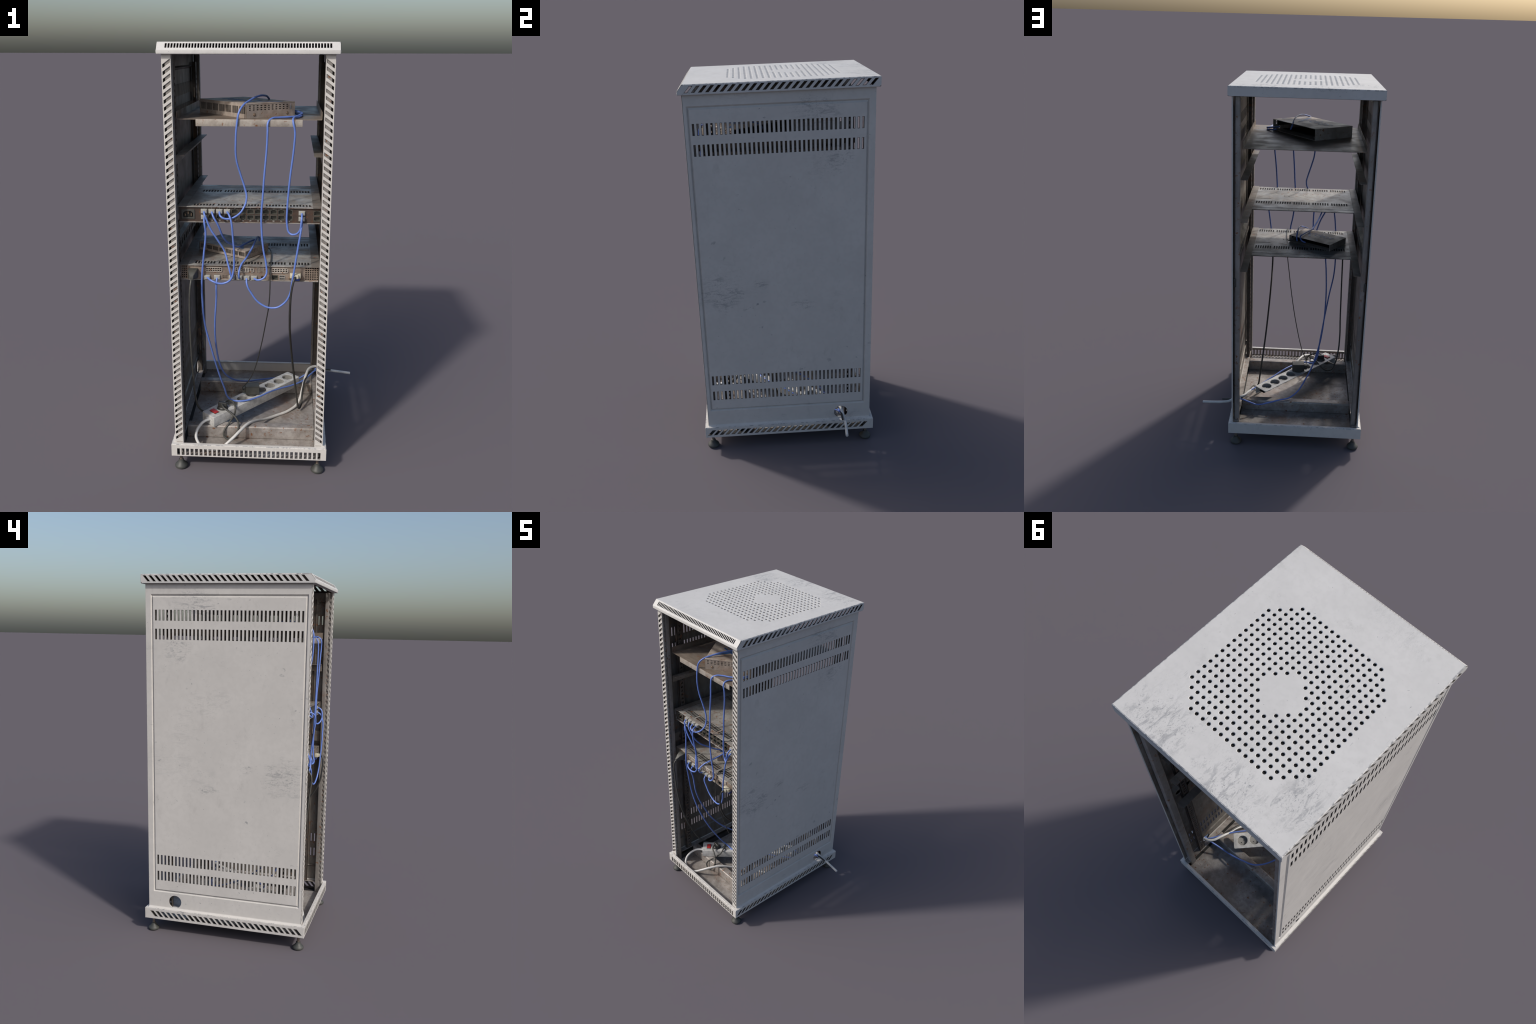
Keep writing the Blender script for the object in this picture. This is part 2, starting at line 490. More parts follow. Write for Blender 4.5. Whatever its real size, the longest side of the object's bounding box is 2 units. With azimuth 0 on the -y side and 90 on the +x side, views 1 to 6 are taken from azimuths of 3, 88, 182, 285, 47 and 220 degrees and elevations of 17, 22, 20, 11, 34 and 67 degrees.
# ------------------------------------------------------------------ posts
def post(side):
    lo, hi = sorted((CX + side * 0.3160, CX + side * 0.3430))
    web = sorted((CX + side * 0.3215, CX + side * 0.3430))
    add("corner_post", [box(lo, hi, -0.4265, -0.402, 0.084, 1.95, 0.004, 3), box(*web, -0.4440, -0.4240, 0.084, 1.95)], POST, rack)
    lo, hi = sorted((CX + side * 0.3160, CX + side * 0.343))
    add("corner_post", [box(lo, hi, 0.396, 0.432, 0.084, 1.95, 0.008, 3)], POST, rack)
    # row of pressed nubs in the channel behind the cover plate
    nubs = [box(*sorted((CX + side * 0.3165, CX + side * 0.3225)), -0.4385, -0.4290, z - 0.0075, z + 0.0075, 0.002, 2) for z in [0.17 + 0.031 * k for k in range(57)]]
    o = add("post_nubs", nubs, POST, rack)
    o["kind"] = "stuff"
    # white cover plate with slanted slots and a folded inner edge
    n, pitch, top = 61, 0.02893, 1.9338
    ui, uo = 0.3205, 0.3520
    slots = []
    for k in range(n):
        z = top - k * pitch
        slots.append([(ui, z), (uo, z - 0.0227), (uo, z - 0.0372), (ui, z - 0.0150)])
    org = (CX, -0.448, 0)
    loops = [[(side * u, v) for u, v in l] for l in slots]
    cover = plate([(side * u, v) for u, v in rect(0.3168, 0.142, 0.3567, 1.952)], loops, 0.0035, org, X, Zv, 0.0007)
    lo, hi = sorted((CX + side * 0.3168, CX + side * 0.3188))
    fold = box(lo, hi, -0.4470, -0.4405, 0.142, 1.952)
    add("post_cover", [cover, fold], PAINT, rack, inner=[(lambda c, n: abs(n.y) < 0.3 and 0.3200 < abs(c.x - CX) < 0.3526 and 0.15 < c.z < 1.94, PAINTED_SHADE)])
    # dark strip between panel and post, rear edge fold of the panel, latch
    lo, hi = sorted((CX + side * 0.3425, CX + side * 0.3455))
    add("dark_edge_strip", [box(lo, hi, 0.400, 0.4285, 0.144, 1.95)], RAIL, rack)
    lo, hi = sorted((CX + side * 0.3495, CX + side * 0.3562))
    add("panel_fold", [box(lo, hi, 0.4445, 0.4478, 0.145, 1.951, 0.0008, 1)], PAINT, rack)
    lo, hi = sorted((CX + side * 0.3335, CX + side * 0.3475))
    add("latch", [box(lo, hi, 0.422, 0.4355, 0.962, 1.012, 0.006, 3)], OLIVE, rack)


for s in (-1, 1):
    post(s)

# ------------------------------------------------------------------ roof
H = 0.3745
grid = []
for i in range(20):
    for j in range(20):
        cut = min(i, 19 - i) + min(j, 19 - j)
        if cut >= 3 and abs(i - 9.5) + abs(j - 10.5) >= 3.9:
            grid.append(disc(0.1752 - 0.02716 * i, -0.2343 + 0.02824 * j, 0.0064, 14))
roof = [plate(rect(CX - H + 0.0015, -0.4410, CX + H - 0.0015, 0.4650), grid, 0.005, (0, 0, 2.0), X, Y, 0.0018)]
roof.append(plate(rounded(-H, 1.9520, H, 1.9990, 0.002)[:12] + [(-H + 0.008 - 0.008 * math.cos(a), 1.960 - 0.008 * math.sin(a)) for a in (0, 0.4, 0.8, 1.2, 1.57)]
                  + [(H - 0.008 + 0.008 * math.sin(a), 1.960 - 0.008 * math.cos(a)) for a in (0, 0.4, 0.8, 1.2, 1.57)],
                  [], 0.004, (CX, 0.4665, 0), -X, Zv, 0.001))
for s in (-1, 1):
    side_out = [(0.4655, 1.9990), (-0.4405, 1.9990), (-0.4660, 1.9690), (-0.4665, 1.9580), (-0.4600, 1.9520), (0.4590, 1.9520), (0.4655, 1.9580)]
    sl = []
    for k in range(27):
        y = 0.4539 - k * 0.03255
        sl.append([(y, 1.9915), (y - 0.0148, 1.9915), (y - 0.0148 - 0.0262, 1.9622), (y - 0.0262, 1.9622)])
    roof.append(plate([(s * a, b) for a, b in side_out], [offset_loop([(s * a, b) for a, b in l], -0.0012) for l in sl], 0.006, (CX + s * H, 0, 0), (0, s, 0), Zv, 0.0020))
# sloped, slotted front and its rounded lower lip
S = Vector((0, 0.026, 0.032))
L = S.length
fs = [rect(a[0][0], 0.28 * L, a[1][0], 0.83 * L) for a in slot_row(56, -0.338, 0.338, 0.0066, 0, 1)]
roof.append(plate(rect(-H + 0.001, -0.0005, H - 0.001, L), fs, 0.004, (CX, -0.467, 1.968), X, S, 0.0008))
roof.append(box(CX - H + 0.0005, CX + H - 0.0005, -0.4672, -0.4550, 1.9515, 1.9700, 0.0045, 3))
roof.append(plate(rect(-H + 0.003, -0.464, H - 0.003, 0.463), [rect(-0.347, -0.440, 0.347, 0.440)], 0.002, (CX, 0, 1.9535), X, Y))
def roof_inside(c, n):  # picks cap inner faces, coloured dark so slots look unlit inside
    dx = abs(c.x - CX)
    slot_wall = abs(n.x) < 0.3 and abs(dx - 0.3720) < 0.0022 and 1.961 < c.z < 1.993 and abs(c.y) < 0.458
    darkened_inner = dx < 0.3705 and -0.4600 < c.y < 0.4635 and (n.z < -0.4 or abs(n.y) > 0.5) and c.z < 1.9965 and c.y > -0.4400 or (abs(n.x) > 0.7 and dx < 0.3710)
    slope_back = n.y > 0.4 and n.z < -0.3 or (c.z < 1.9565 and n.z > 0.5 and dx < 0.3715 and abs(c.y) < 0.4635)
    return slot_wall or darkened_inner or slope_back


roof_ob = add("roof_cover", roof, PAINT_ROOF, rack, 0.5, inner=[(roof_inside, RAIL), (lambda c, n: abs(n.x) < 0.9 and abs(c.x - CX) > 0.3670 and 1.9600 < c.z < 1.9940 and abs(c.y) < 0.4585, PAINTED_SHADE),
                 (lambda c, n: abs(n.x) > 0.3 and n.z < 0.7 and abs(c.x - CX) < 0.340 and c.y < -0.44 and c.z > 1.97, PAINTED_SHADE)])
add("roof_hole_shade_plate", [box(CX - 0.30, CX + 0.30, -0.28, 0.35, 1.9905, 1.9925)], DARK, roof_ob)  # black plate modelled so the roof holes show a dark interior

# ------------------------------------------------------------------ base tray
base = [plate(rect(-0.374, 0.080, 0.374, 0.1415), slot_row(32, -0.3455, 0.3455, 0.0118, 0.088, 0.1215), 0.004, (CX, -0.467, 0), X, Zv, 0.001),
        plate(rect(-0.374, 0.080, 0.374, 0.1415), [], 0.004, (CX, 0.4665, 0), -X, Zv, 0.001)]
for s in (-1, 1):
    sl = []
    for k in range(27):
        y = 0.4345 - k * 0.0324
        sl.append([(s * a, b) for a, b in ((y, 0.1275), (y - 0.0192, 0.1275), (y - 0.0192 - 0.028, 0.0955), (y - 0.028, 0.0955))])
    base.append(plate([(s * a, b) for a, b in rect(-0.4655, 0.080, 0.465, 0.1415)], [offset_loop(l, -0.0012) for l in sl], 0.006, (CX + s * 0.374, 0, 0), (0, s, 0), Zv, 0.0018))
base.append(plate(rect(-0.3735, -0.4665, 0.3735, 0.466), [rect(-0.3490, -0.4490, 0.3490, 0.4490)], 0.004, (CX, 0, 0.1445), X, Y, 0.0018))
# fillet from the ledge up to the panel
for s in (-1, 1):
    bm = bmesh.new()
    prof = [(0.3735, 0.1430), (0.3660, 0.1455), (0.3585, 0.1500), (0.3545, 0.1570), (0.350, 0.1570), (0.350, 0.1430)]
    ends = [[bm.verts.new((CX + s * d, y, z)) for d, z in prof] for y in (-0.447, 0.4475)]
    for i in range(6):
        bm.faces.new((ends[0][i], ends[0][(i + 1) % 6], ends[1][(i + 1) % 6], ends[1][i]))
    bm.faces.new(ends[0])
    bm.faces.new(ends[1])
    m = bpy.data.meshes.new("fillet")
    bm.to_mesh(m)
    bm.free()
    base.append(m)
inside = lambda c, n: abs(c.x - CX) < 0.371 and abs(c.y) < 0.4635 and (n.z < 0.5 or abs(c.x - CX) < 0.349 and abs(c.y) < 0.44)
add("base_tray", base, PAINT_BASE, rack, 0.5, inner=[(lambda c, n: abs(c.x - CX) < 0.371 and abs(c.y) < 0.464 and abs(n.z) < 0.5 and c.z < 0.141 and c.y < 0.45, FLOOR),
            (lambda c, n: abs(n.x) > 0.7 and 0.3665 < abs(c.x - CX) < 0.3700 and c.z < 0.142, PAINTED_SHADE),
            (lambda c, n: abs(n.x) < 0.9 and abs(c.x - CX) > 0.3670 and 0.0935 < c.z < 0.1300 and abs(c.y) < 0.4595, PAINTED_SHADE),
            (lambda c, n: abs(n.y) < 0.9 and c.y < -0.4625 and 0.0870 < c.z < 0.1225 and abs(c.x - CX) < 0.348, PAINTED_SHADE)])
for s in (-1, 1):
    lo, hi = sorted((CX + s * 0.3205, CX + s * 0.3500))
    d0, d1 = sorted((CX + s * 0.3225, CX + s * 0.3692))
    add("floor_shade_strip", [box(d0, d1, -0.4480, 0.4480, 0.0836, 0.0850)], DARK, rack)  # black slab modelling the shadow under the ledge, behind the base slots
    add("floor_ledge", [box(lo, hi, -0.4485, 0.4485, 0.1482, 0.1502)], FLOOR, rack)
add("floor_sheet", [box(CX - 0.3695, CX + 0.3695, -0.4625, 0.462, 0.0805, 0.0835)], FLOOR, rack)
for y0, y1 in ((-0.300, -0.252), (0.180, 0.227)):
    add("floor_rib", [box(CX - 0.3215, CX + 0.3215, y0, y1, 0.0825, 0.151, 0.009, 4)], FLOOR, rack)

# ------------------------------------------------------------------ levelling feet
pad = lathe([(0.0265, 0.0), (0.0308, 0.003), (0.0318, 0.009), (0.0295, 0.0145), (0.0200, 0.0225), (0.0140, 0.031), (0.0122, 0.040), (0.0085, 0.0415)], 28)
foot = add("levelling_foot", [pad], FOOT, rack)
stem = add("threaded_stem", [lathe([(0.0072, 0.040), (0.0072, 0.0775)], 16), lathe([(0.0165, 0.0760), (0.0165, 0.0815)], 6)], STEM, foot)
spots = [(CX + sx * 0.334, sy * 0.430, 0) for sx in (-1, 1) for sy in (-1, 1)]
foot.location = spots[0]
for p in spots[1:]:
    c = twin(foot, p)
    k = stem.copy()
    SC.objects.link(k)
    k.parent = c

# ------------------------------------------------------------------ shelf and brackets
lipw = 0.228
shelf = add("shelf", [box(CX - 0.3105, CX + 0.3105, -0.3965, 0.370, 1.6850, 1.6876),
                      box(CX - 0.3105, CX - 0.3085, -0.3965, 0.370, 1.6850, 1.7185),
                      box(CX + 0.3085, CX + 0.3105, -0.3965, 0.370, 1.6850, 1.7185)], SHELF, rack)
add("shelf_lip", [box(CX - lipw, CX + lipw, -0.3995, -0.3960, 1.6570, 1.6868, 0.0015, 2), box(CX - lipw, CX + lipw, -0.397, -0.3905, 1.6570, 1.6595)], LIP, shelf)

for zt in (1.5310, 1.3072, 1.0345):
    for s in (-1, 1):
        lo, hi = sorted((CX + s * 0.2815, CX + s * 0.3195))
        fl, fh = sorted((CX + s * 0.3175, CX + s * 0.3195))
        add("support_bracket", [box(lo, hi, -0.396, 0.388, zt - 0.0022, zt), box(fl, fh, -0.396, 0.388, zt - 0.0405, zt - 0.001)], BRACK, rack)


# ------------------------------------------------------------------ rack units
def top_vents(y0, y1):
    out = []
    for g in range(5):
        out += slot_row(7, -0.2520 + 0.1080 * g, -0.2520 + 0.1080 * g + 0.0925, 0.0083, y0, y1)
    return out


YF = -0.383            # front sheet of the rack units, set back under the lid


def unit(name, zt, zb, front, front_holes):
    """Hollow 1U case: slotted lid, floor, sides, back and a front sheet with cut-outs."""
    w, yf, yr = 0.3140, -0.3900, 0.1240
    lid = plate(rect(-w, yf, w, yr), top_vents(-0.362, -0.320) + top_vents(-0.055, -0.006), 0.002, (CX, 0, zt), X, Y)
    thin = 0.0038
    case = [lid, box(CX - 0.3265, CX - 0.3245, YF, yr, zb, zt - 0.0410), box(CX + 0.3245, CX + 0.3265, YF, yr, zb, zt - 0.0410),
            box(CX - w, CX + w, yr - 0.002, yr, zt - thin, zt - 0.0003), box(CX - w, CX + w, 0.0725, 0.0755, zt - 0.0015, zt + 0.0009),
            box(CX + 0.192, CX + 0.275, -0.119, -0.116, zt - 0.001, zt + 0.0012), box(CX + 0.189, CX + 0.206, -0.236, -0.116, zt - 0.001, zt + 0.0007),
            box(CX + 0.085, CX + 0.090, -0.190, -0.183, zt - 0.001, zt + 0.002), box(CX + 0.110, CX + 0.115, -0.190, -0.183, zt - 0.001, zt + 0.002)]
    ob = add(name, case, SHEET, rack)
    add("dark_backing", [box(CX - w + 0.001, CX + w - 0.001, YF + 0.019, yr - 0.001, zt - thin, zt - thin + 0.0012), box(CX - w + 0.001, CX + w - 0.001, YF + 0.0185, YF + 0.020, zb + 0.001, zt - 0.004),
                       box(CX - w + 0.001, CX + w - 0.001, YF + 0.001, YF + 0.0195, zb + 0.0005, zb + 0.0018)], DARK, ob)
    add("front_plate", [plate(rect(CX - w, zb + 0.002, CX + w, zt - 0.0022), front_holes, 0.002, (0, YF, 0), X, Zv)], front, ob)
    add("case_rim", [box(CX - w, CX + w, yf + 0.0005, YF + 0.003, zb - 0.0005, zb + 0.0025, 0.0006, 1), box(CX - w, CX + w, yf - 0.0012, YF + 0.003, zt - 0.0022, zt + 0.0004, 0.0006, 1)], SHEET, ob)
    return ob


# ---- network switch: inlet, 12 x 2 ports, uplinks
Z1T, Z1B = 1.3040, 1.2325
PW, PH, PP = 0.0285, 0.0205, 0.03435
cols = [-0.2995 + PP * k for k in range(12)]
port_at = [(c + PW / 2, z) for z in (1.2835, 1.2565) for c in cols] + [(0.2160, 1.2800), (0.2160, 1.2535), (0.1495, 1.2800), (0.1495, 1.2535)]
holes = [rect(x - PW / 2, z - PH / 2, x + PW / 2, z + PH / 2) for x, z in port_at] + [rect(-0.3840, 1.2490, -0.3300, 1.2880)]
switch = unit("network_switch", Z1T, Z1B, BROWN, holes)


def port_mesh():
    """RJ45 cavity opening towards -y, centred on the origin, with its stepped latch side."""
    w, h, d = PW / 2, PH / 2, 0.016
    cav = [box(-w - 0.0008, w + 0.0008, d, d + 0.001, -h, h), box(-w - 0.001, -w + 0.0014, -0.0008, d, -h - 0.001, h + 0.001), box(w - 0.0014, w + 0.001, -0.0008, d, -h - 0.001, h + 0.001),
           box(-w, w, -0.0008, d, h - 0.0012, h + 0.001), box(-w, w, -0.0008, d, -h - 0.001, -h + 0.0012),
           box(-w, -w + 0.0075, 0.0005, d, -h, -h + 0.0045), box(w - 0.0075, w, 0.0005, d, -h, -h + 0.0045)]
    return cav


port0 = add("network_port", port_mesh(), PORT, switch)
back0 = None
for k, (x, z) in enumerate(port_at):
    flip = (1, 1, -1) if z > 1.27 else (1, 1, 1)
    (port0 if k == 0 else None)
    o = port0 if k == 0 else twin(port0)
    o.location, o.scale = (x, YF, z), flip

nums = []
for k, c in enumerate(cols):
    nums.append(writing(str(k + 1), 0.0088, (c + PW / 2, YF - 0.0008, 1.2945), X, Zv))
    nums.append(writing(str(k + 13), 0.0088, (c + PW / 2, YF - 0.0008, 1.2385), X, Zv))
add("port_numbers", nums, PALE, switch)


def inlet(parent, x, z):
    hexa = [(-0.0215, -0.013), (0.0215, -0.013), (0.0215, 0.006), (0.0125, 0.0145), (-0.0125, 0.0145), (-0.0215, 0.006)]
    ob = add("power_inlet", [plate(rounded(-0.0300, -0.0215, 0.0300, 0.0215, 0.003), [hexa], 0.006, (x, YF - 0.0035, z), X, Zv, 0.0008),
                             box(x - 0.0215, x + 0.0215, YF + 0.018, YF + 0.020, z - 0.014, z + 0.0155)], OLIVE, parent)
    add("contact_pin", [box(x + dx - 0.0017, x + dx + 0.0017, YF - 0.001, YF + 0.018, z + dz - 0.005, z + dz + 0.005) for dx, dz in ((-0.0135, -0.003), (0.0135, -0.003), (0, 0.006))], SCREW, ob)


inlet(switch, -0.3570, 1.2685)

plug_me = [box(-0.0125, 0.0125, -0.0110, 0.004, -0.0085, 0.0085, 0.0015, 2), box(-0.0065, 0.0065, -0.0080, 0.002, -0.0105, -0.0070, 0.0008, 1),
           box(-0.0145, 0.0145, -0.0030, 0.001, -0.0100, 0.0100, 0.0008, 1)]
conn0 = add("cable_connector", plug_me, CLEAR, switch)
used = [(cols[k] + PW / 2, 1.2835) for k in range(4)] + [(cols[0] + PW / 2, 1.2565), (0.1495, 1.2800), (0.1495, 1.2535)]
for k, (x, z) in enumerate(used):
    o = conn0 if k == 0 else twin(conn0)
    o.location = (x, YF - 0.001, z)

# ---- rack server: perforated ends, vent bars, sockets, video plug
Z2T, Z2B = 1.0325, 0.9615
ports2 = [(-0.2770, 0.9745), (-0.2310, 0.9745)] + [(-0.1640 + 0.0340 * k, 0.9745) for k in range(4)] + [(0.0315, 0.9775)]
bars = [(-0.2875, -0.2055), (-0.1530, -0.0610), (0.0025, 0.0950)]
h2 = [rect(x - PW / 2, z - PH / 2, x + PW / 2, z + PH / 2) for x, z in ports2]
h2 += [rect(-0.3955 + 0.0095 * i, 0.9690 + 0.0103 * j, -0.3955 + 0.0095 * i + 0.0060, 0.9690 + 0.0103 * j + 0.0065) for i in range(3) for j in range(6)]
h2 += [rect(0.1710 + 0.0103 * i, 0.9690 + 0.0103 * j, 0.1710 + 0.0103 * i + 0.0062, 0.9690 + 0.0103 * j + 0.0065) for i in range(6) for j in range(6)]
h2 += [rect(a + 0.004, 1.0025, b - 0.004, 1.0185) for a, b in bars]
h2 += [rect(-0.2065 + 0.0085 * i, 0.9690 + 0.008 * j, -0.2015 + 0.0085 * i, 0.9740 + 0.008 * j) for i in range(3) for j in range(2)]
h2 += [rect(0.0550, 0.9690, 0.0770, 0.9755), rect(0.0550, 0.9800, 0.0770, 0.9865), rect(-0.0300, 0.9700, -0.0100, 0.9810)]
server = unit("rack_server", Z2T, Z2B, FRONT, h2)
for x, z in ports2:
    o = twin(port0, (x, YF, z), parent=server)
for x, z in ports2[:6]:
    twin(conn0, (x, YF - 0.001, z), parent=server)
for a, b in bars:
    sq = [rect(a + 0.0075 + (b - a - 0.0205) / 6 * i, 1.0040 + 0.0085 * j, a + 0.0135 + (b - a - 0.0205) / 6 * i, 1.0092 + 0.0085 * j) for i in range(7) for j in range(2)]
    add("vent_bar", [plate(rounded(a, 0.9990, b, 1.0220, 0.0085, 6), sq, 0.004, (0, YF - 0.0035, 0), X, Zv, 0.0012)], LIP, server)
add("cooling_ribs", [box(-0.0485 + 0.0058 * k, -0.0462 + 0.0058 * k, YF - 0.003, YF + 0.001, 0.9995, 1.0265, 0.0008, 1) for k in range(6)], LIP, server)
add("usb_socket", [plate(rect(0.0525, 0.9665, 0.0795, 0.9890), [rect(0.0550, 0.9690, 0.0770, 0.9755), rect(0.0550, 0.9800, 0.0770, 0.9865)], 0.003, (0, YF - 0.002, 0), X, Zv),
                   box(0.0555, 0.0765, YF + 0.001, YF + 0.004, 0.9715, 0.9730), box(0.0555, 0.0765, YF + 0.001, YF + 0.004, 0.9825, 0.9840)], SHEET, server)
add("video_socket", [box(0.1100, 0.1455, -0.403, YF, 0.9690, 0.9835, 0.003, 2)], VGA, server)
for x in (0.0980, 0.1565):
    add("socket_screw", [moved(lathe([(0.0055, 0), (0.0055, 0.004), (0.0030, 0.0045), (0.0030, 0.008)], 6), (x, YF, 0.9765), (math.pi / 2, 0, 0))], SCREW, server)
add("video_plug", [box(0.1010, 0.1500, -0.4130, -0.3940, 0.9840, 1.0060, 0.003, 2), box(0.1120, 0.1400, -0.4260, -0.4120, 0.9850, 1.0040, 0.004, 2),
                   box(0.1045, 0.1120, -0.4200, -0.4120, 0.9880, 1.0000, 0.001, 1)], BEIGE, server)
# tapered mains plug pointing at the viewer
bm = bmesh.new()
rings = [[bm.verts.new((-0.3415 + u * w, y, 0.9945 + dz + v * h)) for u, v in ((-1, -1), (1, -1), (1, 1), (-1, 1))] for w, h, y, dz in
         ((0.0225, 0.0215, -0.383, 0), (0.0225, 0.0215, -0.402, 0), (0.0215, 0.0200, -0.406, 0.000), (0.0130, 0.0135, -0.428, -0.003), (0.0085, 0.0085, -0.434, -0.006), (0.0075, 0.0075, -0.446, -0.012))]
for a, b in zip(rings, rings[1:]):
    for i in range(4):
        bm.faces.new((a[i], a[(i + 1) % 4], b[(i + 1) % 4], b[i]))
bm.faces.new(rings[0])
bm.faces.new(rings[-1])
m = bpy.data.meshes.new("plug")
bmesh.ops.bevel(bm, geom=bm.edges[:], offset=0.0015, segments=2, affect='EDGES')
bm.to_mesh(m)
bm.free()
add("mains_plug", [m], OLIVE, server)


# ------------------------------------------------------------------ routers
RW, RL, RH = 0.257, 0.405, 0.0625


def router(ref, loc, rot, scale):
    e = empty("router", "small weathered metal router box with blue lettering", "router", loc)
    e.rotation_euler, e.scale = (0, 0, rot), scale
    if ref:
        for ch in ref.children:
            c = ch.copy()
            SC.objects.link(c)
            c.parent = e
        return e
    t = 0.0046
    # vent face (-y): three rows of small openings and two screw recesses
    vents = [rect(0.012 + 0.0198 * i, 0.0325 + 0.0085 * j, 0.0225 + 0.0198 * i, 0.0370 + 0.0085 * j) for i in range(12) for j in range(3)]
    knobs = [(0.0400, 0.0150), (0.2150, 0.0150)]
    face = plate(rect(0, 0, RW, RH - 0.001), vents + [disc(x, z, 0.0075, 16) for x, z in knobs], t, (0, 0, 0), X, Zv)
    # long face (-x): seven groups of fine upright slits
    slits = []
    for g in range(7):
        y0 = 0.0120 + 0.0560 * g
        slits += [rect(-(y0 + 0.0053 * k) - 0.0042, 0.0180, -(y0 + 0.0053 * k), 0.0490) for k in range(9)]
    long = plate(rect(-RL, 0, 0, RH - 0.001), slits, 0.0006, (0, 0, 0), -Y, Zv)
    back = box(0, RW, RL - t, RL, 0, RH - 0.001)
    lid = plate(rounded(-0.0008, -0.0008, RW, RL + 0.0008, 0.0012, 2), [], 0.003, (0, 0, RH), X, Y, 0.0012)
    add("router_case", [face, long, back, lid, box(0.002, RW, 0.002, RL - 0.002, 0.0006, 0.0020)], CASE, e)
    add("dark_inner_plates", [box(0.010, RW - 0.06, 0.015, RL - 0.015, 0.004, 0.006), box(0.006, 0.008, 0.004, RL - 0.006, 0.003, RH - 0.006), box(0.004, RW - 0.03, 0.004, 0.006, 0.026, RH - 0.006)], DARK, e)  # near-black plates behind the slits and vents
    for x, z in knobs:
        add("case_screw", [moved(lathe([(0.0062, 0.0), (0.0062, 0.002), (0.0040, 0.0035)], 16), (x, 0.0010, z), (math.pi / 2, 0, 0))], SCREW, e)
    # lettering along the lid
    word = [writing("step", 0.105, (0.082, 0.345, RH + 0.0006), -Y, X, 0.0007, 0.25, 'LEFT')]
    def stroke(x0, y0, x1, y1, w):
        d = Vector((x1 - x0, y1 - y0))
        b = box(-d.length / 2, d.length / 2, -w / 2, w / 2, RH - 0.0002, RH + 0.0009)
        return moved(b, ((x0 + x1) / 2, (y0 + y1) / 2, 0), (0, 0, math.atan2(d.y, d.x)))
    word += [stroke(0.035, 0.060, 0.175, 0.150, 0.020), stroke(0.070, 0.165, 0.205, 0.020, 0.010)]
    add("lettering", word, INK, e)
    return e


ang = math.radians(37.3)
r1 = router(None, (-0.0945, -0.3800, 1.6882), ang, (1, 1, 1))
r2 = router(r1, (-0.1050, -0.2965, 1.0350), math.radians(56.5), (0.694, 0.712, 0.62))

# ------------------------------------------------------------------ socket strip
SL, SW, Z0, Z3 = 0.638, 0.092, 0.1535, 0.2055
sa = math.radians(47.6)
strip = empty("power_strip", "grey eight socket power strip with red switch", "power strip", (-0.0855, -0.0500, 0))
strip.rotation_euler = (0, 0, sa)
us = [-0.2200 + 0.0697 * k for k in range(8)]
cutouts = [disc(u, 0, 0.0285, 32) for u in us] + [rect(-0.289, -0.019, -0.262, 0.021)]
body = [plate(rounded(-SL / 2, -SW / 2, SL / 2, SW / 2, 0.007), cutouts, 0.004, (0, 0, Z3), X, Y, 0.0015),
        box(-SL / 2 + 0.002, SL / 2 - 0.004, -SW / 2, -SW / 2 + 0.003, Z0, Z3 - 0.001, 0.0012), box(-SL / 2, -SL / 2 + 0.003, -SW / 2 + 0.001, SW / 2 - 0.003, Z0, Z3 - 0.001, 0.0012)]
add("strip_body", body, STRIP, strip)
pins = [disc(-0.0067, -0.0067, 0.0030, 10), disc(0.0067, 0.0067, 0.0030, 10)]
depth = 0.018
wall = lathe([(0.0290, Z3 - depth), (0.0290, Z3 - 0.003)], 32)
bm = bmesh.new()
bm.from_mesh(wall)
bmesh.ops.delete(bm, geom=[f for f in bm.faces if len(f.verts) > 4], context='FACES')
bm.to_mesh(wall)
bm.free()
cup = [wall, plate(disc(0, 0, 0.0290, 32), pins, 0.002, (0, 0, Z3 - depth), X, Y), box(-0.0025, 0.0025, -0.0286, -0.0265, Z3 - depth, Z3 - 0.003), box(-0.0025, 0.0025, 0.0265, 0.0286, Z3 - depth, Z3 - 0.003)]
s0 = add("socket", cup, CUP, strip)
add("contact_bar", [box(-SL / 2 + 0.01, SL / 2 - 0.01, -0.02, 0.02, Z3 - depth - 0.006, Z3 - depth - 0.003)], DARK, strip)
for k, u in enumerate(us):
    o = s0 if k == 0 else twin(s0)
    o.location = (u, 0, 0)
add("switch_frame", [plate(rect(-0.2905, -0.0225, -0.2605, 0.0245), [rect(-0.2880, -0.0190, -0.2630, 0.0210)], 0.012, (0, 0, Z3 + 0.0015), X, Y, 0.0008)], BLACK, strip)
rock = [moved(box(-0.0122, 0.0122, -0.0205, 0.0005, -0.004, 0.004, 0.001, 2), (-0.2755, 0.0015, Z3 + 0.0015), (0.20, 0, 0)), moved(box(-0.0122, 0.0122, -0.0005, 0.0200, -0.004, 0.004, 0.001, 2), (-0.2755, 0.0015, Z3 + 0.0008), (0.05, 0, 0))]
add("rocker_switch", rock, RED, strip)
add("cord_gland", [moved(lathe([(0.0115, 0), (0.0115, 0.006), (0.0090, 0.014)], 18), (-SL / 2 + 0.002, 0.001, 0.1830), (0, -math.pi / 2, 0))], STRIP, strip)
# round plug in the first socket
add("round_plug", [moved(lathe([(0.0270, Z3 - 0.018), (0.0270, Z3 + 0.004), (0.0235, Z3 + 0.010), (0.0200, Z3 + 0.012)], 28), (us[0], 0, 0)),
                   moved(box(-0.0245, 0.0215, -0.0105, 0.0105, 0.0, 0.0245, 0.006, 3), (us[0], 0, Z3 + 0.008), (0, 0.12, -0.9))], BLACK, strip)
